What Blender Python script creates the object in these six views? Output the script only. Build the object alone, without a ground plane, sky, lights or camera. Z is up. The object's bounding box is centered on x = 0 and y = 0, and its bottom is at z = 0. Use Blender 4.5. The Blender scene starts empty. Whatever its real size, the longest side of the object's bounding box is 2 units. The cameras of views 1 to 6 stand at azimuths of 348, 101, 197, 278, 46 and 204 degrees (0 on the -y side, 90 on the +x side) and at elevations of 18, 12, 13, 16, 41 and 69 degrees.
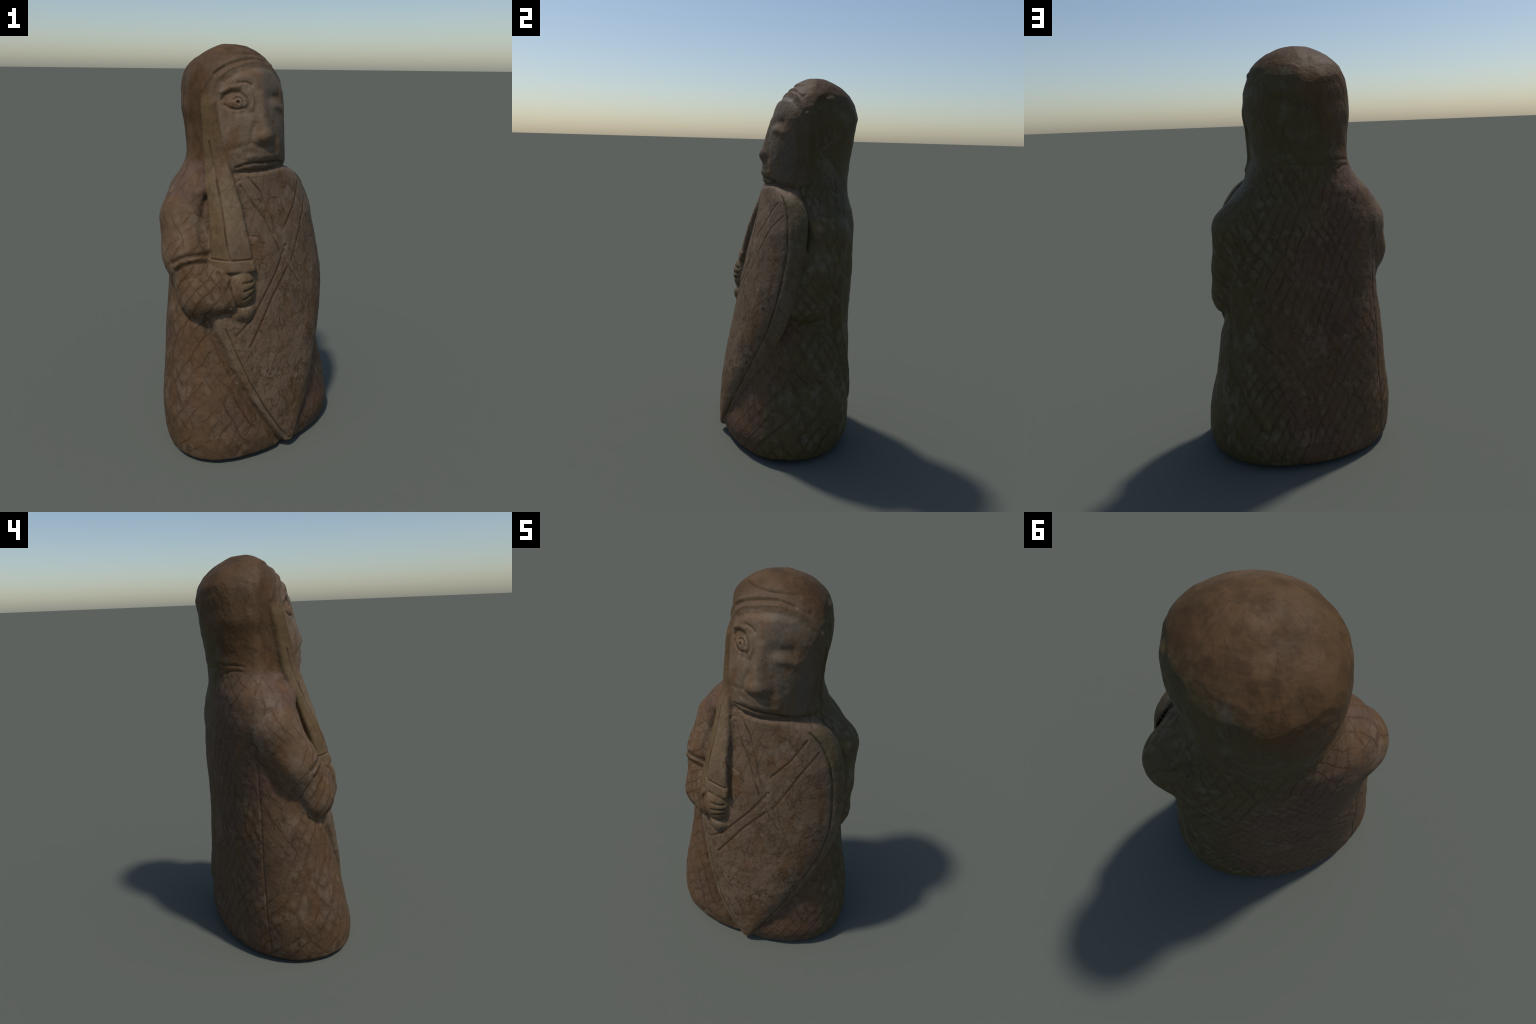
# Carved walrus-ivory style warder: a hooded figure in a long robe, kite shield
# held before the body by one arm, sword upright in the other hand.
# The figure is described in its own frame (it faces -y), and is turned about z
# by FACING degrees at the end.
import math
import numpy as np

FACING = math.radians(25.0)


# ---------------------------------------------------------------- helpers
def spline(keys):
    """Smooth 1D curve through (t, value) control points (monotone cubic)."""
    k = np.array(keys, float)
    x, y = k[:, 0], k[:, 1]
    h = np.diff(x)
    s = np.diff(y) / h
    m = np.zeros_like(y)
    m[0], m[-1] = s[0], s[-1]
    same = s[:-1] * s[1:] > 0
    w1, w2 = 2 * h[1:] + h[:-1], h[1:] + 2 * h[:-1]
    with np.errstate(divide="ignore", invalid="ignore"):
        hm = (w1 + w2) / (w1 / s[:-1] + w2 / s[1:])
    m[1:-1] = np.where(same, hm, 0.0)
    tt = np.linspace(x[0], x[-1], 1200)
    i = np.clip(np.searchsorted(x, tt) - 1, 0, len(h) - 1)
    u = (tt - x[i]) / h[i]
    v = ((1 + 2 * u) * (1 - u) ** 2 * y[i] + u * (1 - u) ** 2 * h[i] * m[i]
         + u * u * (3 - 2 * u) * y[i + 1] + u * u * (u - 1) * h[i] * m[i + 1])
    return lambda t: np.interp(t, tt, v)


def table(rows):
    """Columns of a control table -> one spline per column over the first one."""
    a = np.array(rows, float)
    return [spline(np.c_[a[:, 0], a[:, c]]) for c in range(1, a.shape[1])]


def smin(a, b, k):
    h = np.maximum(k - np.abs(a - b), 0.0) / k
    return np.minimum(a, b) - h * h * k * 0.25


def smax(a, b, k):
    return -smin(-a, -b, k)


def smooth(e0, e1, x):
    t = np.clip((x - e0) / (e1 - e0), 0, 1)
    return t * t * (3 - 2 * t)


def capsule(p, a, b, ra, rb):
    a, b = np.array(a), np.array(b)
    d = b - a
    t = np.clip(((p - a) @ d) / (d @ d), 0, 1)
    return np.linalg.norm(p - (a + t[:, None] * d), axis=1) - (ra + (rb - ra) * t)


def ellipsoid(p, c, r, turn=0.0):
    q = p - np.array(c)
    if turn:
        cs, sn = math.cos(turn), math.sin(turn)
        q = np.stack([q[:, 0] * cs + q[:, 1] * sn, -q[:, 0] * sn + q[:, 1] * cs, q[:, 2]], 1)
    q = q / np.array(r)
    k = np.linalg.norm(q, axis=1)
    return (k - 1) * min(r) * 0.5 + (k - 1) * 0.5 * np.linalg.norm(p - np.array(c), axis=1) / np.maximum(k, 1e-3)


def hash3(i, seed):
    h = (i[..., 0] * 73856093) ^ (i[..., 1] * 19349663) ^ (i[..., 2] * 83492791) ^ (seed * 2654435761)
    h = (h ^ (h >> 13)) * 1274126177 & 0x7FFFFFFF
    h = (h ^ (h >> 16)) * 2246822519 & 0x7FFFFFFF
    return (h & 0xFFFF) / 65535.0


def noise(p, scale, seed=0):
    """Value noise in -1..1."""
    q = p * scale
    i = np.floor(q).astype(np.int64)
    f = q - i
    f = f * f * (3 - 2 * f)
    out = 0
    for dx in (0, 1):
        for dy in (0, 1):
            for dz in (0, 1):
                w = (f[:, 0] if dx else 1 - f[:, 0]) * (f[:, 1] if dy else 1 - f[:, 1]) * (f[:, 2] if dz else 1 - f[:, 2])
                out = out + w * hash3(i + np.array([dx, dy, dz]), seed)
    return out * 2 - 1


# ---------------------------------------------------------------- the figure
# trunk and head in one lathe-like loft: height, left edge x, right edge x, front y, back y
TRUNK = table([
    (-0.05, -0.450, 0.430, -0.290, 0.290), (0.0, -0.462, 0.444, -0.304, 0.303), (0.03, -0.484, 0.472, -0.338, 0.336),
    (0.10, -0.492, 0.482, -0.345, 0.352), (0.20, -0.492, 0.474, -0.324, 0.346), (0.30, -0.481, 0.456, -0.304, 0.343),
    (0.40, -0.466, 0.430, -0.288, 0.343), (0.50, -0.454, 0.415, -0.270, 0.343), (0.60, -0.444, 0.400, -0.252, 0.343),
    (0.70, -0.432, 0.374, -0.236, 0.343), (0.80, -0.412, 0.375, -0.210, 0.345), (1.00, -0.390, 0.365, -0.150, 0.352),
    (1.20, -0.385, 0.355, -0.090, 0.352), (1.30, -0.368, 0.328, -0.080, 0.346), (1.35, -0.346, 0.292, -0.085, 0.340), (1.40, -0.300, 0.250, -0.090, 0.334),
    (1.46, -0.262, 0.229, -0.140, 0.336), (1.50, -0.248, 0.219, -0.145, 0.341), (1.55, -0.244, 0.216, -0.148, 0.346),
    (1.60, -0.244, 0.219, -0.142, 0.354), (1.65, -0.247, 0.224, -0.132, 0.361), (1.70, -0.252, 0.232, -0.120, 0.367),
    (1.75, -0.247, 0.237, -0.106, 0.371), (1.79, -0.241, 0.234, -0.096, 0.376), (1.83, -0.234, 0.224, -0.082, 0.368),
    (1.86, -0.224, 0.213, -0.068, 0.358), (1.90, -0.206, 0.196, -0.034, 0.330), (1.92, -0.190, 0.180, -0.016, 0.310),
    (1.95, -0.158, 0.148, 0.014, 0.272), (1.975, -0.116, 0.104, 0.048, 0.225), (1.99, -0.076, 0.066, 0.080, 0.192),
    (1.998, -0.035, 0.025, 0.115, 0.155), (2.0, -0.010, 0.005, 0.130, 0.140)])
# squareness of the section in its four corners (front left, front right, back left, back right)
CORNERS = table([
    (0.0, 2.45, 2.10, 2.0, 2.15), (0.3, 2.40, 2.20, 2.35, 2.45), (0.5, 2.10, 2.25, 2.35, 2.40), (0.7, 2.0, 2.6, 2.3, 2.3), (1.0, 2.2, 2.2, 2.25, 2.25),
    (1.2, 2.2, 2.7, 2.2, 2.2), (1.33, 2.1, 2.8, 2.2, 2.2), (1.42, 1.85, 2.2, 2.2, 2.2), (1.52, 1.8, 2.2, 2.35, 2.1), (1.65, 1.5, 2.2, 2.4, 1.95), (1.75, 1.45, 2.2, 2.4, 1.95), (1.86, 1.6, 2.1, 2.55, 2.0), (2.0, 2.0, 2.0, 2.0, 2.0)])
LEAN = spline([(0.0, 0.03), (0.1, 0.070), (0.5, 0.085), (1.0, 0.06), (1.3, 0.03), (1.5, 0.0), (2.0, 0.0)])   # the back is turned a little


def trunk(p):
    z = np.clip(p[:, 2], -0.05, 1.9995)
    xl, xr, yf, yb = [c(z) for c in TRUNK]
    fl, fr, bl, br = [c(z) for c in CORNERS]
    cx, cy = (xl + xr) / 2, yf * 0.55 + yb * 0.45
    x, y = p[:, 0] - cx, p[:, 1] - cy
    n = np.where(x < 0, np.where(y < 0, fl, bl), np.where(y < 0, fr, br))
    a = np.where(x > 0, xr - cx, cx - xl)
    b = np.where(y > 0, yb - cy + LEAN(z) * np.clip(x, -0.4, 0.4), cy - yf)
    q = (np.abs(x / a) ** n + np.abs(y / b) ** n + 1e-12) ** (1 / n)
    rho = np.hypot(x, y)
    d = np.where(rho > 1e-4, rho * (1 - 1 / np.maximum(q, 1e-4)), -np.minimum(a, b))
    d = np.maximum(d, -np.minimum(a, b))
    return np.maximum(d, p[:, 2] - 2.0)


# shield: outline (height, left x, right x) and face (height, middle y, curvature, tilt)
SHIELD_EDGE = table([
    (0.02, 0.004, 0.016), (0.05, -0.032, 0.066), (0.145, -0.094, 0.126), (0.25, -0.156, 0.186), (0.42, -0.232, 0.272), (0.584, -0.284, 0.343),
    (0.70, -0.316, 0.388), (0.80, -0.330, 0.411), (0.89, -0.335, 0.417), (1.05, -0.310, 0.404), (1.19, -0.280, 0.380),
    (1.28, -0.250, 0.346), (1.33, -0.225, 0.315), (1.38, -0.190, 0.266), (1.42, -0.170, 0.205), (1.46, -0.140, 0.13)])
SHIELD_FACE = table([
    (0.0, -0.366, 0.020, 0.006), (0.05, -0.366, 0.022, 0.008), (0.16, -0.360, 0.047, 0.012), (0.25, -0.352, 0.052, 0.018), (0.41, -0.330, 0.076, 0.040),
    (0.58, -0.297, 0.093, 0.060), (0.73, -0.268, 0.112, 0.080), (0.86, -0.246, 0.120, 0.110), (1.0, -0.222, 0.130, 0.140),
    (1.1, -0.203, 0.131, 0.150), (1.2, -0.180, 0.114, 0.150), (1.3, -0.156, 0.096, 0.110), (1.38, -0.142, 0.070, 0.060), (1.5, -0.125, 0.060, 0.050)])


def face_y(p):
    z = np.clip(p[:, 2], 0.0, 1.5)
    yc, er, el = [c(z) for c in SHIELD_FACE]
    xl, xr = [c(np.clip(z, 0.02, 1.46)) for c in SHIELD_EDGE]
    x = p[:, 0] - 0.01
    ur = np.clip(x, 0, None) / np.maximum(xr - 0.028, 0.03)
    ul = np.clip(-x, 0, None) / np.maximum(-xl - 0.02, 0.03)
    ur, ul = np.minimum(ur, 1.02), np.minimum(ul, 1.05)
    return yc + er * (0.42 * ur ** 2 + 0.58 * ur ** 5) + el * (0.75 * ul ** 2 + 0.25 * ul ** 4)


def shield_parts(p):
    z = np.clip(p[:, 2], 0.0, 1.5)
    xl, xr = [c(np.clip(z, 0.02, 1.46)) for c in SHIELD_EDGE]
    x = p[:, 0]
    face = face_y(p) - p[:, 1]                             # > 0 in front of the face
    q = p.copy()
    q[:, 0] += 0.004
    slope = (face_y(q) - face_y(p)) / 0.004
    face = face / np.sqrt(1 + slope ** 2)
    edge = smax((xl - x) * 0.88, (x - xr) * 0.88, 0.03)
    edge = smax(edge, p[:, 2] - 1.430 - 0.02 * smooth(0.0, 0.2, x), 0.06)
    edge = smax(edge, 0.02 - p[:, 2], 0.02)
    return face, edge


def shield(p):
    face, edge = shield_parts(p)
    chamfer = face * 0.62 + (edge + 0.017) * 0.78          # bevelled rim
    d = smax(smax(face, edge, 0.010), chamfer, 0.012)
    back = p[:, 1] - (face_y(p) + 0.060 + 0.015 * smooth(1.05, 1.25, p[:, 2]))
    return smax(d, back, 0.02)


# sword blade: height, left edge, ridge, right edge (x, y each)
BLADE = table([
    (0.95, -0.302, -0.125, -0.238, -0.210, -0.122, -0.228), (1.03, -0.290, -0.103, -0.234, -0.186, -0.127, -0.204),
    (1.10, -0.283, -0.088, -0.231, -0.166, -0.133, -0.190), (1.20, -0.270, -0.058, -0.224, -0.124, -0.138, -0.164),
    (1.34, -0.250, -0.012, -0.213, -0.062, -0.149, -0.116), (1.46, -0.236, 0.028, -0.213, -0.016, -0.165, -0.076),
    (1.56, -0.228, 0.048, -0.216, 0.008, -0.182, -0.044), (1.66, -0.226, 0.062, -0.216, 0.030, -0.192, -0.014),
    (1.78, -0.215, 0.085, -0.205, 0.050, -0.190, 0.015)])


def blade_planes(p, grow=0.0):
    z = np.clip(p[:, 2], 0.95, 1.78)
    lx, ly, mx, my, rx, ry = [c(z) for c in BLADE]
    x, y = p[:, 0], p[:, 1]
    ux, uy = mx - lx, my - ly
    vx, vy = rx - mx, ry - my
    ul, vl = np.hypot(ux, uy), np.hypot(vx, vy)
    ux, uy, vx, vy = ux / ul, uy / ul, vx / vl, vy / vl
    d1 = uy * (x - mx) - ux * (y - my)
    d2 = vy * (x - mx) - vx * (y - my)
    d3 = vx * (x - rx) + vy * (y - ry)
    d4 = -ux * (x - lx) - uy * (y - ly)
    return d1 - grow, d2 - grow, d3, d4


def blade(p):
    d1, d2, d3, d4 = blade_planes(p, 0.024 - 0.010 * smooth(1.25, 1.55, p[:, 2]))
    d = smax(smax(d1, d2, 0.012), smax(d3, d4, 0.01), 0.022)
    d = smax(d, -np.maximum(d1, d2) - 0.14, 0.02)
    d = smax(d, p[:, 2] - 1.77, 0.05)
    return smax(d, 0.98 - p[:, 2], 0.02)


def guard(p):
    d1, d2, d3, d4 = blade_planes(p, 0.023)
    d = smax(smax(d1, d2, 0.02), smax(d3, d4, 0.02), 0.02)
    d = smax(d, -np.maximum(d1, d2) - 0.08, 0.02)
    return smax(d, np.abs(p[:, 2] - 1.001 + 0.08 * (p[:, 0] + 0.2)) - 0.026, 0.014)


def pommel(p):
    return ellipsoid(p, (-0.178, -0.196, 0.770), (0.068, 0.062, 0.062))


def arm_sword(p):
    d = capsule(p, (-0.315, 0.105, 1.190), (-0.338, 0.03, 1.03), 0.118, 0.115)
    d = smin(d, capsule(p, (-0.338, 0.03, 1.03), (-0.322, -0.058, 0.850), 0.116, 0.112), 0.05)
    d = smin(d, capsule(p, (-0.314, -0.078, 0.836), (-0.245, -0.155, 0.842), 0.108, 0.084), 0.05)
    d = smin(d, capsule(p, (-0.318, -0.065, 0.93), (-0.258, -0.142, 0.925), 0.085, 0.070), 0.04)
    return d


def hand(p):
    d = ellipsoid(p, (-0.194, -0.181, 0.884), (0.086, 0.078, 0.114), -0.5)
    return d


def arm_shield(p):
    d = capsule(p, (0.292, 0.136, 1.185), (0.311, 0.082, 0.98), 0.121, 0.104)
    d = smin(d, capsule(p, (0.311, 0.082, 0.98), (0.318, 0.045, 0.850), 0.104, 0.097), 0.05)
    d = smin(d, capsule(p, (0.316, 0.055, 0.832), (0.285, -0.080, 0.812), 0.106, 0.098), 0.05)
    d = smin(d, capsule(p, (0.322, 0.030, 1.08), (0.335, -0.015, 0.86), 0.070, 0.080), 0.05)
    return d


# the face: height, y on the middle line
FACE_LINE = spline([(1.38, -0.116), (1.42, -0.146), (1.45, -0.153), (1.50, -0.150), (1.56, -0.151), (1.62, -0.143), (1.70, -0.125),
                    (1.78, -0.107), (1.85, -0.088), (1.90, -0.056), (1.95, 0.02)])


def face_cut(p):
    """> 0 in front of the face plane, which falls back to both cheeks."""
    x = p[:, 0] + 0.005
    k = np.where(x < 0, 3.5, 1.85)
    y = FACE_LINE(p[:, 2]) + k * np.minimum(x * x, 0.042)
    return (y - p[:, 1]) / np.sqrt(1 + (2 * k * np.clip(x, -0.2, 0.2)) ** 2)


def nose(p):
    d = capsule(p, (-0.002, -0.088, 1.765), (-0.002, -0.126, 1.60), 0.016, 0.029)
    d = smin(d, ellipsoid(p, (-0.004, -0.120, 1.582), (0.046, 0.042, 0.028)), 0.03)
    return d


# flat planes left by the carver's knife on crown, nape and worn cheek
_r = np.random.default_rng(11)
_u = _r.normal(size=(150, 3))
_u = _u / np.linalg.norm(_u, axis=1)[:, None]
_u = _u[_u[:, 2] > -0.75]


def _ray_to_head(u):
    c = np.array([-0.005, 0.135, 1.76])
    t = np.full(len(u), 0.05)
    for _ in range(60):
        t = t - 0.7 * trunk(c + t[:, None] * u)
    q = c + t[:, None] * u
    e = 0.004
    g = np.stack([trunk(q + e * np.eye(3)[i]) - trunk(q - e * np.eye(3)[i]) for i in range(3)], 1)
    return q, g / np.linalg.norm(g, axis=1)[:, None]


FACET_AT, FACET_N = _ray_to_head(_u)
FACET_C = (FACET_AT * FACET_N).sum(1)


def facets(p):
    return (p @ FACET_N.T - FACET_C).max(1) + 0.0005


def head_trunk(p):
    t = trunk(p)
    near = p[:, 2] > 1.66
    if near.any():
        w = smooth(1.68, 1.76, p[near, 2]) * 0.6
        f = facets(p[near])
        f = np.clip(f, t[near] - 0.006, t[near] + 0.006)
        t[near] = t[near] * (1 - w) + f * w
    return t


PARTS = ["robe", "shield", "arm_sword", "arm_shield", "hand", "blade", "guard", "pommel"]


def field(p, want_label=False):
    t = head_trunk(p)
    fc = face_cut(p) - 1.5 * smooth(1.385, 1.20, p[:, 2])
    fc = fc - smooth(1.47, 1.39, p[:, 2]) * smooth(0.235, 0.29, np.abs(p[:, 0]))   # leave the shoulders whole
    t = smax(t, fc, 0.016)
    valley = capsule(p, (-0.285, 0.080, 1.82), (-0.290, 0.070, 1.47), 0.056, 0.058)
    valley = np.minimum(valley, capsule(p, (-0.290, 0.070, 1.47), (-0.300, 0.020, 1.38), 0.058, 0.020))
    t = smax(t, -valley, 0.05)
    sh = shield(p)
    face, edge = shield_parts(p)
    # cut a furrow into the robe along the shield's border
    t = t + (0.001 + 0.020 * smooth(0.05, -0.05, p[:, 0])) * np.exp(-((edge - 0.012) / 0.020) ** 2) * smooth(-0.20, -0.10, face) * smooth(1.40, 1.30, p[:, 2])
    ns = nose(p)
    a1, a2, h = arm_sword(p), arm_shield(p), hand(p)
    b, g, pm = blade(p), guard(p), pommel(p)
    flake = ellipsoid(p, (0.180, 0.170, 1.876), (0.026, 0.040, 0.018), 0.8)
    d = smin(smin(t, ns, 0.022), flake, 0.012)
    low = smooth(1.10, 0.90, p[:, 2])            # the sleeves hang free below the elbow
    d = smin(d, a1, 0.05 - 0.032 * low)
    d = smin(d, a2, 0.035 - 0.020 * low)
    d = smin(d, sh, 0.008)
    d = smin(d, b, 0.016)
    d = smin(d, smin(smin(h, pm, 0.02), g, 0.008), 0.014)
    chip = 0.034 * np.clip(noise(p * np.array([1, 1, 0.2]), 8.0, 3), 0, 1) ** 1.5 + 0.008 * np.clip(noise(p * np.array([1, 1, 0.2]), 22.0, 4), 0, 1)
    d = smax(d, chip - p[:, 2], 0.012)
    if want_label:
        return d, np.stack([t, sh, a1, a2, h, b, g, pm], 1)
    return d


# ---------------------------------------------------------------- tool marks
def groove(depth, width, *path):
    """A furrow cut along a path."""
    return -depth, width, path


def ridge(height, width, *path):
    """A raised welt along a path."""
    return height, width, path


# hood: two raised hems round the face
HOOD_HEMS = [
    ridge(0.004, 0.010, (-0.205, 0.075, 1.79), (-0.180, 0.040, 1.864), (-0.137, 0.020, 1.905), (-0.050, 0.006, 1.932), (0.030, 0.010, 1.938), (0.089, 0.010, 1.919), (0.140, 0.030, 1.892)),
    ridge(0.004, 0.010, (-0.200, 0.030, 1.76), (-0.174, 0.021, 1.835), (-0.124, -0.005, 1.880), (-0.050, -0.020, 1.905), (0.040, -0.010, 1.915), (0.119, 0.006, 1.896), (0.166, 0.020, 1.855), (0.197, 0.030, 1.793), (0.214, 0.036, 1.700), (0.217, 0.040, 1.600), (0.216, 0.020, 1.470)),
    groove(0.005, 0.014, (-0.150, -0.010, 1.830), (-0.100, -0.030, 1.862), (-0.020, -0.042, 1.885), (0.060, -0.030, 1.888), (0.115, -0.012, 1.868), (0.150, 0.005, 1.830), (0.178, 0.012, 1.770), (0.192, 0.015, 1.680), (0.195, 0.015, 1.56), (0.190, 0.0, 1.46)),
    groove(0.006, 0.010, (-0.165, 0.036, 1.862), (-0.125, 0.006, 1.896), (-0.05, -0.006, 1.920), (0.03, 0.0, 1.928), (0.10, 0.010, 1.908)),
    ridge(0.007, 0.012, (0.199, 0.040, 1.80), (0.228, 0.068, 1.72), (0.226, 0.085, 1.64), (0.222, 0.085, 1.556), (0.228, 0.069, 1.456)),
    groove(0.006, 0.014, (0.212, 0.052, 1.78), (0.222, 0.060, 1.70), (0.222, 0.064, 1.60), (0.220, 0.052, 1.47)),
    groove(0.006, 0.014, (0.215, 0.090, 1.80), (0.232, 0.105, 1.70), (0.226, 0.115, 1.60), (0.225, 0.110, 1.50)),
]
# the sharp eye: lid furrow, lower lid, ball, iris, pupil
SHARP_EYE = [
    groove(0.006, 0.0085, (-0.160, -0.010, 1.752), (-0.148, -0.019, 1.770), (-0.123, -0.036, 1.783), (-0.091, -0.056, 1.782), (-0.066, -0.072, 1.758), (-0.060, -0.080, 1.730), (-0.075, -0.080, 1.709)),
    groove(0.005, 0.006, (-0.153, -0.025, 1.726), (-0.138, -0.045, 1.712), (-0.112, -0.064, 1.706), (-0.085, -0.075, 1.712)),
    ridge(0.01, 0.020, (-0.124, -0.050, 1.738), (-0.100, -0.064, 1.738)),
    groove(0.004, 0.004, (-0.086, -0.072, 1.740), (-0.092, -0.068, 1.758), (-0.110, -0.056, 1.762), (-0.126, -0.044, 1.748)),
    groove(0.012, 0.006, (-0.106, -0.060, 1.739), (-0.104, -0.062, 1.736)),
    ridge(0.006, 0.010, (-0.160, -0.006, 1.782), (-0.130, -0.030, 1.804), (-0.095, -0.050, 1.806)),
    groove(0.005, 0.007, (-0.095, -0.050, 1.826), (-0.060, -0.066, 1.826), (-0.040, -0.074, 1.812)),
    ridge(0.005, 0.010, (-0.052, -0.080, 1.790), (-0.042, -0.086, 1.745), (-0.050, -0.092, 1.705)),
    groove(0.004, 0.016, (-0.110, -0.070, 1.690), (-0.075, -0.085, 1.692), (-0.052, -0.095, 1.700)),
]
# the worn eye and cheek
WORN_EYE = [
    groove(0.009, 0.024, (0.050, -0.075, 1.752), (0.110, -0.050, 1.750)),
    ridge(0.005, 0.018, (0.060, -0.080, 1.715), (0.120, -0.050, 1.700)),
]
# nose wings, moustache edge, mouth, chin
NOSE_AND_MOUTH = [
    groove(0.004, 0.011, (-0.046, -0.105, 1.64), (-0.068, -0.112, 1.60), (-0.072, -0.116, 1.560), (-0.045, -0.128, 1.541), (0.000, -0.134, 1.536), (0.045, -0.126, 1.541)),
    groove(0.003, 0.011, (0.050, -0.110, 1.64), (0.064, -0.112, 1.60), (0.066, -0.116, 1.560)),
    groove(0.0025, 0.013, (-0.140, -0.060, 1.525), (-0.110, -0.085, 1.540), (-0.072, -0.112, 1.558)),
    groove(0.006, 0.009, (-0.128, -0.082, 1.446), (-0.100, -0.100, 1.458), (-0.060, -0.114, 1.467), (0.000, -0.122, 1.468), (0.070, -0.110, 1.466), (0.120, -0.085, 1.455)),
    ridge(0.003, 0.012, (-0.085, -0.105, 1.446), (0.000, -0.124, 1.446), (0.075, -0.108, 1.446)),
    ridge(0.004, 0.014, (-0.080, -0.105, 1.495), (0.000, -0.125, 1.497), (0.075, -0.108, 1.495)),
]
# sleeve folds
SLEEVE_FOLDS = [
    groove(0.004, 0.016, (-0.405, 0.150, 1.050), (-0.420, 0.090, 0.960), (-0.422, 0.030, 0.870), (-0.410, -0.030, 0.780)),
    groove(0.006, 0.011, (-0.455, -0.020, 1.018), (-0.440, -0.050, 1.040), (-0.413, -0.077, 1.055), (-0.373, -0.099, 1.060), (-0.314, -0.105, 1.057), (-0.29, -0.10, 1.055)),
    ridge(0.004, 0.011, (-0.452, -0.030, 1.000), (-0.430, -0.065, 1.030), (-0.373, -0.105, 1.042), (-0.320, -0.11, 1.040)),
    groove(0.0045, 0.010, (-0.450, -0.040, 0.980), (-0.430, -0.070, 1.008), (-0.395, -0.098, 1.024), (-0.322, -0.117, 1.022)),
    groove(0.002, 0.010, (-0.440, -0.075, 0.935), (-0.410, -0.105, 0.955), (-0.360, -0.130, 0.965)),
]
# wrist, guard and fingers
GRIP = [
    groove(0.007, 0.007, (-0.277, -0.139, 0.966), (-0.283, -0.200, 0.898), (-0.267, -0.228, 0.808)),
    ridge(0.005, 0.008, (-0.262, -0.150, 0.955), (-0.266, -0.210, 0.89), (-0.250, -0.235, 0.815)),
    groove(0.005, 0.006, (-0.252, -0.165, 0.955), (-0.252, -0.215, 0.89), (-0.236, -0.238, 0.820)),
    groove(0.005, 0.007, (-0.205, -0.236, 0.9250), (-0.180, -0.250, 0.926), (-0.135, -0.250, 0.930)),
    groove(0.005, 0.007, (-0.205, -0.245, 0.890), (-0.180, -0.255, 0.894), (-0.130, -0.255, 0.900)),
    groove(0.005, 0.007, (-0.205, -0.245, 0.850), (-0.180, -0.255, 0.862), (-0.130, -0.255, 0.870)),
    groove(0.008, 0.008, (-0.240, -0.235, 0.808), (-0.190, -0.250, 0.806), (-0.140, -0.255, 0.820)),
    groove(0.004, 0.005, (-0.287, -0.120, 1.030), (-0.240, -0.186, 1.030), (-0.141, -0.220, 1.026)),
    groove(0.004, 0.006, (-0.216, 0.008, 1.56), (-0.213, -0.016, 1.46), (-0.213, -0.06, 1.34), (-0.222, -0.115, 1.20), (-0.231, -0.16, 1.08), (-0.234, -0.18, 1.035)),
]
# scored lines on the shield
SHIELD_SCORES = [
    groove(0.0042, 0.005, (-0.088, -0.125, 1.396), (-0.040, -0.165, 1.334), (0.000, -0.200, 1.234), (0.040, -0.232, 1.121), (0.075, -0.245, 1.060)),
    groove(0.0042, 0.005, (-0.132, -0.120, 1.361), (-0.098, -0.160, 1.294), (-0.034, -0.205, 1.207), (0.005, -0.235, 1.119), (0.055, -0.256, 1.008), (0.110, -0.262, 0.920), (0.150, -0.262, 0.86)),
    groove(0.003, 0.005, (-0.135, -0.184, 1.190), (-0.110, -0.205, 1.145), (-0.058, -0.232, 1.096)),
    groove(0.0018, 0.006, (0.224, -0.110, 1.349), (0.168, -0.178, 1.250), (0.080, -0.220, 1.150)),
    groove(0.0018, 0.006, (0.277, -0.090, 1.286), (0.229, -0.168, 1.203), (0.149, -0.238, 1.051), (0.110, -0.25, 0.98)),
    groove(0.0022, 0.007, (0.084, -0.245, 1.073), (-0.007, -0.268, 0.941), (-0.117, -0.267, 0.793), (-0.160, -0.260, 0.730), (-0.240, -0.238, 0.660)),
    groove(0.0022, 0.007, (0.077, -0.265, 0.958), (-0.039, -0.280, 0.823), (-0.130, -0.280, 0.680), (-0.180, -0.270, 0.600)),
]
# robe: seam down the flank, mantle hem behind the shield arm, nape lines
ROBE_LINES = [
    groove(0.007, 0.016, (0.370, 0.000, 0.730), (0.398, 0.050, 0.732), (0.385, 0.115, 0.755)),  # furrow modelled below the shield forearm to draw its baked occlusion shadow
    groove(0.003, 0.006, (-0.356, 0.218, 1.039), (-0.360, 0.214, 0.843), (-0.371, 0.213, 0.679), (-0.378, 0.213, 0.508), (-0.397, 0.210, 0.283), (-0.407, 0.199, 0.071), (-0.40, 0.195, 0.0)),
    ridge(0.009, 0.022, (0.333, 0.224, 0.93), (0.331, 0.215, 0.791), (0.310, 0.245, 0.635), (0.283, 0.281, 0.465), (0.246, 0.313, 0.323), (0.215, 0.330, 0.240)),
    groove(0.010, 0.020, (0.365, 0.165, 0.80), (0.358, 0.185, 0.65), (0.345, 0.215, 0.53), (0.318, 0.262, 0.38), (0.262, 0.312, 0.26), (0.225, 0.335, 0.20)),
    groove(0.0035, 0.007, (-0.145, 0.303, 1.499), (-0.198, 0.253, 1.496), (-0.222, 0.22, 1.49)),
    groove(0.003, 0.007, (-0.165, 0.292, 1.458), (-0.190, 0.272, 1.468), (-0.221, 0.230, 1.468)),
    groove(0.003, 0.007, (0.085, 0.330, 1.488), (-0.019, 0.340, 1.480), (-0.09, 0.33, 1.478)),
    groove(0.004, 0.014, (-0.03, 0.37, 0.98), (-0.02, 0.37, 0.80), (0.03, 0.37, 0.62), (0.06, 0.37, 0.45)),
]
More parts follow.
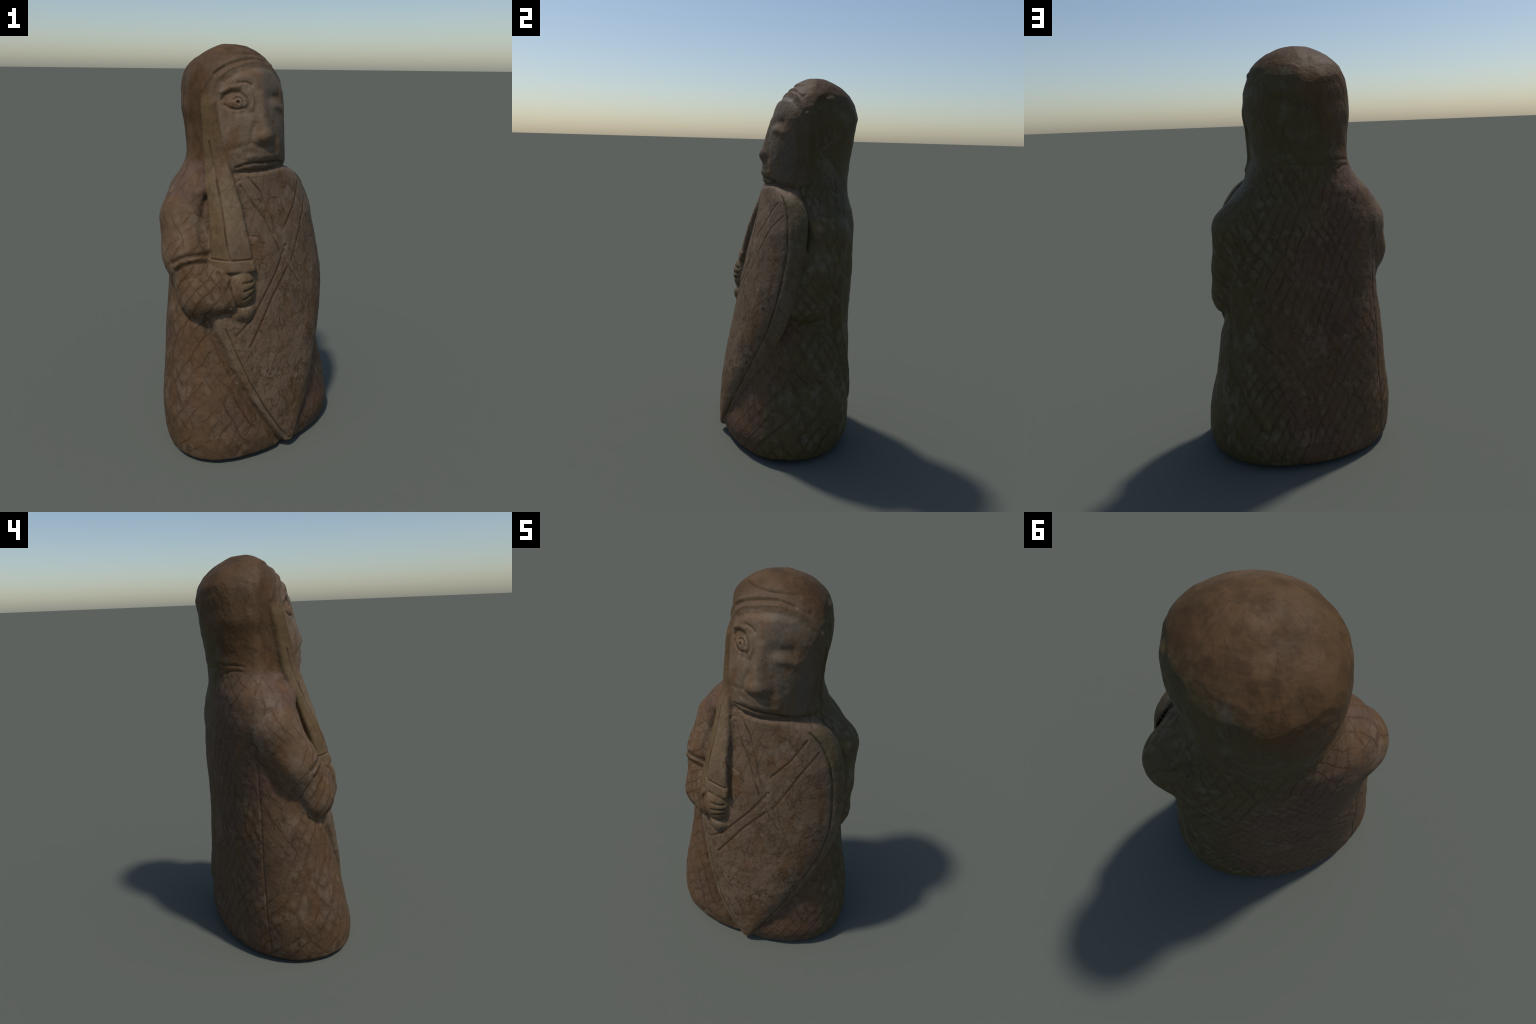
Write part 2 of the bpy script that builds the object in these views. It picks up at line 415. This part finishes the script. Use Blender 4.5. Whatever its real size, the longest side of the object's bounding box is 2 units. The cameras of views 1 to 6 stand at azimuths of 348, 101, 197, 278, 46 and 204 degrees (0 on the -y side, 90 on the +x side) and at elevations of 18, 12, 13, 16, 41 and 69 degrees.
STROKES = HOOD_HEMS + SHARP_EYE + WORN_EYE + NOSE_AND_MOUTH + SLEEVE_FOLDS + GRIP + SHIELD_SCORES + ROBE_LINES


def snap(path, parts=3):
    """Points along a path, laid onto the surface of the figure."""
    p = np.array(path, float)
    t = np.linspace(0, len(p) - 1, (len(p) - 1) * parts + 1)
    k = np.minimum(t.astype(int), len(p) - 2)
    q = p[k] + (p[k + 1] - p[k]) * (t - k)[:, None]
    for _ in range(4):
        f = field(q)
        g = np.stack([field(q + 0.002 * e) - field(q - 0.002 * e) for e in np.eye(3)], 1) / 0.004
        step = -(f / np.maximum((g * g).sum(1), 0.1))[:, None] * g
        q = q + np.clip(step, -0.02, 0.02)
    return q


def shield_hem(side):
    """The line that sets the shield's rim off from its face, a little inside the outline."""
    path = []
    for z in (0.07, 0.16, 0.28, 0.42, 0.56, 0.70, 0.84, 0.98, 1.12, 1.24, 1.33, 1.385)[:12 if side > 0 else 6]:
        xl, xr = [float(c(z)) for c in SHIELD_EDGE]
        x = xr - 0.036 if side > 0 else xl + 0.036
        path.append((x, float(face_y(np.array([[x, 0.0, z]]))[0]), z))
    return groove(0.0, 0.006, *path)


SHIELD_HEM = [shield_hem(1), shield_hem(-1)]
STROKES = STROKES + SHIELD_HEM
LAID = {id(s): snap(s[2]) for s in STROKES}


def carve(v, n):
    """Height of the tool marks, in metres along the normal."""
    h = np.zeros(len(v))
    for stroke in STROKES:
        depth, width = stroke[:2]
        pts = LAID[id(stroke)]
        lo, hi = pts.min(0) - 3 * width - 0.01, pts.max(0) + 3 * width + 0.01
        near = np.where(((v > lo) & (v < hi)).all(1))[0]
        if not len(near):
            continue
        q = v[near]
        best = np.full(len(near), 9.0)
        for a, b in zip(pts[:-1], pts[1:]):
            d = b - a
            t = np.clip(((q - a) @ d) / (d @ d), 0, 1)
            r = q - (a + t[:, None] * d)
            along = (r * n[near]).sum(1)          # ignore most of the miss along the normal
            r = r - 0.85 * along[:, None] * n[near]
            best = np.minimum(best, np.linalg.norm(r, axis=1))
        h[near] += depth * np.exp(-(best / width) ** 2)
    face, edge = shield_parts(v)
    below = smooth(1.41, 1.36, v[:, 2])            # the rim runs out under the chin
    h -= 0.0040 * np.exp(-((edge + 0.032) / 0.006) ** 2) * (np.abs(face) < 0.014) * below
    h += 0.0020 * np.exp(-((edge + 0.014) / 0.010) ** 2) * (np.abs(face) < 0.030) * below
    return h


CELL, SPLITS = 0.011, 2          # grid spacing of the first surface, and how often it is refined


# ---------------------------------------------------------------- surface
def gradient(fn, p, e=0.0015):
    k = np.array([[1, -1, -1], [-1, -1, 1], [-1, 1, -1], [1, 1, 1]], float)
    g = sum(v[None] * fn(p + v * e)[:, None] for v in k)
    return g / (4 * e)


def surface_nets(fn, lo, hi, h):
    """Quads of the zero surface of fn on a grid of spacing h."""
    n = [int(math.ceil((b - a) / h)) + 1 for a, b in zip(lo, hi)]
    ax = [lo[i] + h * np.arange(n[i]) for i in range(3)]
    val = np.empty(n)
    for i in range(0, n[0], 8):
        q = np.stack(np.meshgrid(ax[0][i:i + 8], ax[1], ax[2], indexing="ij"), -1)
        val[i:i + 8] = fn(q.reshape(-1, 3)).reshape(q.shape[:3])
    inside = val < 0
    cell = np.zeros([m - 1 for m in n], int)
    corners = [(i, j, k) for i in (0, 1) for j in (0, 1) for k in (0, 1)]
    sl = lambda c: tuple(slice(o, o + m - 1) for o, m in zip(c, n))
    for c in corners:
        cell += inside[sl(c)]
    act = (cell > 0) & (cell < 8)
    idx = np.full(act.shape, -1)
    idx[act] = np.arange(act.sum())
    cells = np.argwhere(act)
    acc, cnt = np.zeros((len(cells), 3)), np.zeros(len(cells))
    for i, a in enumerate(corners):
        for b in corners[i + 1:]:
            if sum(abs(x - y) for x, y in zip(a, b)) != 1:
                continue
            va, vb = val[sl(a)][act], val[sl(b)][act]
            x = (va < 0) != (vb < 0)
            t = np.where(x, va / np.where(x, va - vb, 1), 0)
            pos = np.array(a) + t[:, None] * (np.array(b) - np.array(a))
            acc += np.where(x[:, None], pos, 0)
            cnt += x
    verts = np.array(lo) + h * (cells + acc / cnt[:, None])
    quads = []
    for d in range(3):
        e1, e2 = (d + 1) % 3, (d + 2) % 3
        a = [slice(None)] * 3
        b = [slice(None)] * 3
        a[d], b[d] = slice(0, -1), slice(1, None)
        ia, ib = inside[tuple(a)], inside[tuple(b)]
        for flip in (False, True):
            at = np.argwhere((ia & ~ib) if not flip else (~ia & ib))
            at = at[(at[:, e1] > 0) & (at[:, e2] > 0) & (at[:, e1] < n[e1] - 1) & (at[:, e2] < n[e2] - 1)]
            ring = []
            for o1, o2 in ((-1, -1), (0, -1), (0, 0), (-1, 0)):
                c = at.copy()
                c[:, e1] += o1
                c[:, e2] += o2
                ring.append(idx[tuple(c.T)])
            q = np.stack(ring, 1)
            quads.append(q[:, ::-1] if flip else q)
    return verts, np.concatenate(quads)


def split_quads(v, q):
    e = np.stack([q, np.roll(q, -1, 1)], -1).reshape(-1, 2)
    key = np.sort(e, 1)
    uniq, inv = np.unique(key[:, 0] * len(v) + key[:, 1], return_inverse=True)
    mid = (v[uniq // len(v)] + v[uniq % len(v)]) / 2
    cen = v[q].mean(1)
    m = inv.reshape(-1, 4) + len(v)
    c = np.arange(len(q)) + len(v) + len(mid)
    new = [np.stack([q[:, i], m[:, i], c, m[:, i - 1]], 1) for i in range(4)]
    return np.concatenate([v, mid, cen]), np.concatenate(new)


def vertex_normals(v, q):
    fn_ = np.cross(v[q[:, 2]] - v[q[:, 0]], v[q[:, 3]] - v[q[:, 1]])
    out = np.zeros_like(v)
    for c in range(3):
        for i in range(4):
            out[:, c] += np.bincount(q[:, i], fn_[:, c], len(v))
    return out / np.maximum(np.linalg.norm(out, axis=1), 1e-12)[:, None]


def relax(v, q, n=1, f=0.5):
    for _ in range(n):
        acc, cnt = np.zeros_like(v), np.zeros(len(v))
        for i in range(4):
            for j in (1, 3):
                a, b = q[:, i], q[:, (i + j) % 4]
                cnt += np.bincount(a, minlength=len(v))
                for c in range(3):
                    acc[:, c] += np.bincount(a, v[b, c], len(v))
        v = v + f * (acc / cnt[:, None] - v)
    return v


def settle(fn, v, steps=1, most=0.004):
    for _ in range(steps):
        f = fn(v)
        g = gradient(fn, v)
        s = -(f / np.maximum((g * g).sum(1), 0.05))[:, None] * g
        L = np.linalg.norm(s, axis=1)
        v = v + s * np.minimum(1, most / np.maximum(L, 1e-9))[:, None]
    return v


def in_chunks(fn, size=150000):
    return lambda p: np.concatenate([fn(p[i:i + size]) for i in range(0, len(p), size)])


FIELD = in_chunks(field)
verts, quads = surface_nets(FIELD, (-0.53, -0.42, -0.025), (0.53, 0.42, 2.03), CELL)
for _ in range(SPLITS):
    verts = settle(FIELD, relax(verts, quads, 1, 0.5), 1)
    verts, quads = split_quads(verts, quads)
verts = settle(FIELD, relax(verts, quads, 2, 0.5), 1)
normal = vertex_normals(verts, quads)
lift = carve(verts, normal)
lift += 0.0022 * noise(verts, 14.0, 5) + 0.0012 * noise(verts, 33.0, 6) + 0.0005 * noise(verts, 90.0, 7)
flat = smooth(0.0, 0.02, verts[:, 2])
verts = verts + normal * (lift * flat)[:, None]


# ---------------------------------------------------------------- parts
import bpy

centre = verts[quads].mean(1)
near = field(centre, True)[1]
label = np.argmin(near, 1)                       # robe, shield, sword arm, shield arm, hand, blade, guard, pommel
x_, y_, z_ = centre.T
NAMES = ["robe", "shield", "arm", "arm", "hand", "blade", "guard", "pommel", "hood", "head", "nose", "eye", "shield_rim"]
head_zone = (label == 0) & (z_ > 1.468 - 0.05 * smooth(0.10, -0.05, y_))
inside_hem = (np.abs((x_ - 0.01) / 0.192) ** 3.5 + np.abs((z_ - 1.632) / 0.262) ** 3.5 < 1) & (y_ < 0.03)
label[head_zone] = 8
label[(label == 8) & inside_hem] = 9
label[(label == 0) & inside_hem & (z_ > 1.40)] = 9
label[(label == 9) & (nose(centre) < 0.006)] = 10
label[(label == 9) & (((x_ + 0.110) / 0.042) ** 2 + ((z_ - 1.737) / 0.030) ** 2 < 1)] = 11
edge_ = shield_parts(centre)[1]
label[(label == 1) & (edge_ > -0.041) & (z_ < 1.385)] = 12
# drop stray specks of a label: follow the neighbours' majority
for _ in range(3):
    votes = np.zeros((len(verts), len(NAMES)), np.int16)
    for c in range(4):
        np.add.at(votes, (quads[:, c], label), 1)
    label = votes[quads].sum(1).argmax(1)

cs, sn = math.cos(FACING), math.sin(FACING)
world = np.stack([verts[:, 0] * cs - verts[:, 1] * sn, verts[:, 0] * sn + verts[:, 1] * cs, verts[:, 2]], 1)
world[:, 2] -= world[:, 2].min()
world_normals = vertex_normals(world, quads)


# ---------------------------------------------------------------- materials
class Nodes:
    """Small helper that writes node trees as expressions."""

    def __init__(self, tree):
        self.t = tree

    def add(self, kind, **props):
        n = self.t.nodes.new(kind)
        for k, v in props.items():
            setattr(n, k, v)
        return n

    def put(self, socket, value):
        if isinstance(value, bpy.types.NodeSocket):
            self.t.links.new(value, socket)
        else:
            socket.default_value = value

    def math(self, op, a, b=0.0, c=0.0, clamp=False):
        n = self.add("ShaderNodeMath", operation=op, use_clamp=clamp)
        for s, v in zip(n.inputs, (a, b, c)):
            self.put(s, v)
        return n.outputs[0]

    def vmath(self, op, a, b=(0, 0, 0), scale=None):
        n = self.add("ShaderNodeVectorMath", operation=op)
        self.put(n.inputs[0], a)
        if op != "LENGTH" and op != "SCALE":
            self.put(n.inputs[1], b)
        if scale is not None:
            self.put(n.inputs["Scale"], scale)
        return n.outputs["Value" if op in ("DOT_PRODUCT", "LENGTH") else "Vector"]

    def ramp(self, v, lo, hi, a=0.0, b=1.0):
        n = self.add("ShaderNodeMapRange", interpolation_type="SMOOTHSTEP")
        for s, val in zip(n.inputs, (v, lo, hi, a, b)):
            self.put(s, val)
        return n.outputs[0]

    def mix(self, f, a, b, mode="MIX"):
        n = self.add("ShaderNodeMix", data_type="RGBA", blend_type=mode)
        self.put(n.inputs["Factor"], f)
        for name, v in (("A", a), ("B", b)):
            s = [i for i in n.inputs if i.name == name and i.type == "RGBA"][0]
            self.put(s, v if isinstance(v, bpy.types.NodeSocket) else (*v, 1.0))
        return [o for o in n.outputs if o.type == "RGBA"][0]

    def noise(self, vec, scale, detail=4.0, rough=0.55, warp=0.0):
        n = self.add("ShaderNodeTexNoise")
        self.put(n.inputs["Vector"], vec)
        for k, v in (("Scale", scale), ("Detail", detail), ("Roughness", rough), ("Distortion", warp)):
            n.inputs[k].default_value = v
        return n.outputs["Fac"], n.outputs["Color"]

    def cracks(self, vec, scale):
        n = self.add("ShaderNodeTexVoronoi", feature="DISTANCE_TO_EDGE")
        self.put(n.inputs["Vector"], vec)
        n.inputs["Scale"].default_value = scale
        return n.outputs["Distance"]

    def curve(self, v, keys, lo, hi):
        n = self.add("ShaderNodeMapRange")
        for s, val in zip(n.inputs, (v, lo, hi, 0.0, 1.0)):
            self.put(s, val)
        c = self.add("ShaderNodeFloatCurve")
        pts = c.mapping.curves[0].points
        ks = [((k - lo) / (hi - lo), y) for k, y in keys]
        while len(pts) < len(ks):
            pts.new(0.5, 0.5)
        for p, k in zip(pts, ks):
            p.location = k
        c.mapping.update()
        self.put(c.inputs["Value"], n.outputs[0])
        return c.outputs[0]

    def line(self, pos, a, b, width):
        """1 on the segment a-b, 0 beyond its width."""
        d = b - a
        r = self.vmath("SUBTRACT", pos, tuple(a))
        t = self.math("MULTIPLY", self.vmath("DOT_PRODUCT", r, tuple(d)), 1.0 / max(float(d @ d), 1e-9), clamp=True)
        r = self.vmath("SUBTRACT", r, self.vmath("SCALE", tuple(d), scale=t))
        return self.ramp(self.vmath("LENGTH", r), 0.25 * width, width, 1.0, 0.0)


# colours of the ivory, linear
BROWN = (0.104, 0.061, 0.031)
TAUPE = (0.138, 0.091, 0.057)
PALE = (0.172, 0.122, 0.078)
OLIVE = (0.086, 0.065, 0.026)
TAN = (0.142, 0.096, 0.048)
UMBER = (0.056, 0.029, 0.011)
PLUM = (0.100, 0.058, 0.038)
RUST = (0.110, 0.052, 0.018)
LINE = (0.040, 0.021, 0.008)


def ivory(name, base, second, pale=PALE, lattice=1.0, pitch=0.062, crackle=0.4, mottle=0.4, low=False, olive=1.0, umber=0.0,
          worn_side=0.0, hood_fade=False, brow_fade=False, scores=(), rough=0.62):
    m = bpy.data.materials.new(name)
    m.use_nodes = True
    N = Nodes(m.node_tree)
    bsdf = m.node_tree.nodes["Principled BSDF"]
    co = N.add("ShaderNodeTexCoord").outputs["Object"]
    turn = N.add("ShaderNodeMapping")
    turn.inputs["Rotation"].default_value = (0, 0, -FACING)
    N.put(turn.inputs["Vector"], co)
    pos = turn.outputs[0]                        # the figure's own frame
    xyz = N.add("ShaderNodeSeparateXYZ")
    N.put(xyz.inputs[0], pos)
    x, y, z = xyz.outputs

    n_big, _ = N.noise(pos, 3.2, 3, 0.5)
    n_mid, c_mid = N.noise(pos, 9.0, 5, 0.6, 0.6)
    n_fine, _ = N.noise(pos, 46.0, 4, 0.6)
    n_grain, _ = N.noise(pos, 150.0, 3, 0.6)
    drift = N.vmath("SUBTRACT", c_mid, (0.5, 0.5, 0.5))
    bent = N.vmath("ADD", pos, N.vmath("SCALE", drift, scale=0.045))
    long = N.add("ShaderNodeMapping")            # grain drawn out along the height
    long.inputs["Scale"].default_value = (1, 1, 0.32)
    N.put(long.inputs["Vector"], bent)

    # broad drifts of two tones, pale cloudy spots, long streaks
    col = N.mix(N.ramp(n_big, 0.38, 0.62), base, second)
    spots = N.ramp(n_mid, 0.52, 0.68)
    col = N.mix(N.math("MULTIPLY", spots, 0.6), col, pale)
    streak, _ = N.noise(long.outputs[0], 11.0, 5, 0.62, 0.3)
    if umber:
        col = N.mix(N.math("MULTIPLY", N.ramp(streak, 0.44, 0.60), umber), col, UMBER)
        rust, _ = N.noise(pos, 6.5, 4, 0.6, 0.5)
        col = N.mix(N.math("MULTIPLY", N.ramp(rust, 0.52, 0.66), 0.7 * umber), col, RUST)
    else:
        col = N.mix(N.math("MULTIPLY", N.ramp(streak, 0.50, 0.64), 0.55), col, RUST)

    # olive staining over the shield-arm side and round to the nape
    if olive:
        side = N.math("ADD", N.math("MULTIPLY", x, 0.88), N.math("MULTIPLY", y, 0.47))
        limit = N.curve(z, [(0.0, 0.68), (0.4, 0.78), (0.9, 0.80), (1.15, 0.72), (1.35, 0.60), (1.5, 0.50), (1.65, 0.58), (1.8, 0.66), (2.0, 0.82)], 0.0, 2.0)
        limit = N.math("MULTIPLY_ADD", limit, 1.0, -0.5)
        wob = N.math("MULTIPLY_ADD", n_mid, 0.16, -0.08)
        f = N.ramp(N.math("ADD", N.math("SUBTRACT", side, limit), wob), -0.04, 0.06)
        oli = N.mix(spots, OLIVE, (0.112, 0.092, 0.054))
        col = N.mix(N.math("MULTIPLY", f, olive), col, oli)
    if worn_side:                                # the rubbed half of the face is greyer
        wob = N.math("MULTIPLY_ADD", n_mid, 0.10, -0.05)
        f = N.ramp(N.math("ADD", x, wob), 0.0, 0.05)
        col = N.mix(N.math("MULTIPLY", f, worn_side), col, N.mix(N.ramp(streak, 0.45, 0.6), (0.088, 0.076, 0.056), (0.108, 0.070, 0.036)))
    if brow_fade:                                # the hem over the brow is rubbed to the face's colour
        wob = N.math("MULTIPLY_ADD", n_mid, 0.10, -0.05)
        f = N.ramp(N.math("ADD", y, wob), 0.0, 0.07, 0.8, 0.0)
        col = N.mix(f, col, (0.112, 0.072, 0.042))
    if hood_fade:                                # the blade's upper end takes the hood's brown
        wob = N.math("MULTIPLY_ADD", n_mid, 0.24, -0.12)
        f = N.ramp(N.math("ADD", z, wob), 1.40, 1.64)
        col = N.mix(f, col, (0.098, 0.057, 0.024))
        g = N.ramp(N.math("ADD", N.math("ADD", x, N.math("MULTIPLY", N.math("SUBTRACT", z, 1.03), -0.06)), 0.03), -0.245, -0.205, 1.0, 0.0)
        col = N.mix(N.math("MULTIPLY", g, 0.75), col, (0.108, 0.068, 0.028))

    # brown mottling like worn grain
    if mottle:
        fibre = N.add("ShaderNodeMapping")
        fibre.inputs["Scale"].default_value = (1, 1, 0.55)
        N.put(fibre.inputs["Vector"], bent)
        s1, _ = N.noise(fibre.outputs[0], 30.0, 6, 0.72, 1.2)
        mot = N.math("MULTIPLY", N.ramp(s1, 0.49, 0.60), N.ramp(n_mid, 0.36, 0.58))
        if low:
            mot = N.math("MULTIPLY", mot, N.ramp(z, 0.35, 1.15, 1.0, 0.30))
        col = N.mix(N.math("MULTIPLY", mot, mottle), col, (0.054, 0.031, 0.014))

    # cross-hatched lattice of scratches, wound round the figure; paler inside the meshes
    dark = 0.0
    if lattice:
        bx = N.add("ShaderNodeSeparateXYZ")
        N.put(bx.inputs[0], bent)
        arc = N.math("MULTIPLY", N.math("ARCTAN2", bx.outputs[0], N.math("SUBTRACT", 0.05, bx.outputs[1])), 0.40)
        up = N.math("MULTIPLY", bx.outputs[2], 0.62 / pitch)
        mesh = 1.0
        for sign in (1.0, -1.0):
            u = N.math("ADD", N.math("MULTIPLY", arc, 1 / pitch), N.math("MULTIPLY", up, sign))
            n1, _ = N.noise(pos, 2.3 + 0.4 * sign, 2, 0.5)
            u = N.math("ADD", u, N.math("MULTIPLY", n1, 3.4))
            cell = N.math("ABSOLUTE", N.math("SUBTRACT", N.math("FRACT", N.math("ADD", u, 40.0)), 0.5))
            ln = N.ramp(cell, 0.010, 0.110, 1.0, 0.0)
            gap, _ = N.noise(pos, 5.0 + sign, 3, 0.6)
            ln = N.math("MULTIPLY", ln, N.ramp(gap, 0.42, 0.64, 0.06, 1.0))
            dark = N.math("MAXIMUM", dark, N.math("MULTIPLY", ln, lattice))
            mesh = N.math("MULTIPLY", mesh, N.ramp(cell, 0.10, 0.40))
        glow = N.math("MULTIPLY", mesh, N.ramp(n_mid, 0.40, 0.60))
        col = N.mix(N.math("MULTIPLY", glow, 0.45 * lattice), col, pale)
    if crackle:
        tall = N.add("ShaderNodeMapping")
        tall.inputs["Scale"].default_value = (1, 1, 0.55)
        N.put(tall.inputs["Vector"], N.vmath("ADD", pos, N.vmath("SCALE", drift, scale=0.10)))
        for sc, w in ((11.0, 0.060), (24.0, 0.090)):
            ln = N.ramp(N.cracks(tall.outputs[0], sc), 0.0, w, 1.0, 0.0)
            gap, _ = N.noise(pos, sc * 0.5, 3, 0.6)
            ln = N.math("MULTIPLY", ln, N.ramp(gap, 0.42, 0.62))
            dark = N.math("MAXIMUM", dark, N.math("MULTIPLY", ln, crackle))
    tint = dark
    for stroke in scores:
        pts = LAID[id(stroke)][::3]
        for a, b in zip(pts[:-1], pts[1:]):
            tint = N.math("MAXIMUM", tint, N.line(pos, a, b, stroke[1] * 1.2))
    col = N.mix(N.math("MULTIPLY", tint, 0.85), col, LINE)
    col = N.mix(0.30, col, N.mix(n_fine, (0.34, 0.34, 0.34), (0.70, 0.70, 0.70)), "OVERLAY")
    N.put(bsdf.inputs["Base Color"], col)
    N.put(bsdf.inputs["Roughness"], N.math("MULTIPLY_ADD", n_fine, 0.25, rough - 0.12))
    bsdf.inputs["Specular IOR Level"].default_value = 0.18
    h = N.math("ADD", N.math("MULTIPLY", dark, -0.35), N.math("MULTIPLY", n_fine, 0.8))
    h = N.math("ADD", h, N.math("MULTIPLY", n_grain, 0.15))
    bump = N.add("ShaderNodeBump")
    bump.inputs["Strength"].default_value = 0.5
    bump.inputs["Distance"].default_value = 0.004
    N.put(bump.inputs["Height"], h)
    N.put(bsdf.inputs["Normal"], bump.outputs[0])
    return m


def cuts(group):
    return [s for s in group if s[0] < 0]


robe_mat = ivory("robe_ivory", BROWN, PLUM, pale=(0.150, 0.104, 0.066), lattice=0.88, crackle=0.5, mottle=0.6)
sleeve_mat = ivory("sleeve_ivory", TAUPE, BROWN, pale=(0.182, 0.130, 0.086), lattice=0.8, pitch=0.054, crackle=0.25, mottle=0.25, scores=cuts(SLEEVE_FOLDS)[1:3])
shield_mat = ivory("shield_ivory", TAUPE, (0.126, 0.081, 0.048), pale=(0.170, 0.120, 0.081), lattice=0.45, pitch=0.095, crackle=0.7, mottle=0.85, low=True, olive=0.0, scores=cuts(SHIELD_SCORES))
rim_mat = ivory("rim_ivory", (0.142, 0.098, 0.062), (0.130, 0.090, 0.052), lattice=0.0, crackle=0.35, mottle=0.45, olive=0.6, scores=SHIELD_HEM)
hood_mat = ivory("hood_ivory", (0.088, 0.048, 0.020), (0.100, 0.057, 0.026), pale=(0.118, 0.072, 0.040), lattice=0.30, crackle=0.2, mottle=0.5, umber=0.7, brow_fade=True)
face_mat = ivory("face_ivory", TAUPE, (0.130, 0.090, 0.056), lattice=0.0, crackle=0.25, mottle=0.25, olive=0.0, worn_side=0.55, scores=cuts(SHARP_EYE)[:2] + cuts(NOSE_AND_MOUTH)[3:4])
eye_mat = ivory("eye_ivory", TAUPE, (0.142, 0.100, 0.064), lattice=0.0, crackle=0.0, mottle=0.0, olive=0.0, scores=cuts(SHARP_EYE)[:4])
sword_mat = ivory("sword_ivory", TAN, TAUPE, pale=(0.162, 0.118, 0.074), lattice=0.0, crackle=0.3, mottle=0.3, olive=0.0, hood_fade=True, scores=cuts(GRIP)[-2:])
hand_mat = ivory("hand_ivory", TAN, TAUPE, pale=(0.162, 0.118, 0.074), lattice=0.2, crackle=0.3, mottle=0.35, olive=0.0, scores=cuts(GRIP)[:6])
MATS = [robe_mat, shield_mat, sleeve_mat, sleeve_mat, hand_mat, sword_mat, sword_mat, sword_mat, hood_mat, face_mat, face_mat, eye_mat, rim_mat]
UNDER = {6: 5, 7: 5, 10: 9, 11: 9, 12: 1}         # guard and pommel on the blade, nose and eye on the head, rim on the shield

root = bpy.data.objects.new("warder_statue", None)
root["label"] = "carved brown ivory warder with kite shield and upright sword"
root["category"] = "statue"
bpy.context.scene.collection.objects.link(root)
made = {}
for k, name in enumerate(NAMES):
    q = quads[label == k]
    if not len(q):
        continue
    used, inv = np.unique(q, return_inverse=True)
    me = bpy.data.meshes.new(name)
    me.from_pydata(world[used].tolist(), [], inv.reshape(-1, 4).tolist())
    me.shade_smooth()
    me.normals_split_custom_set_from_vertices(world_normals[used].tolist())
    me.materials.append(MATS[k])
    made[k] = bpy.data.objects.new(name, me)
    bpy.context.scene.collection.objects.link(made[k])
for k, ob in made.items():
    ob.parent = made[UNDER[k]] if k in UNDER else root
made[5].name = made[5].data.name = "sword"
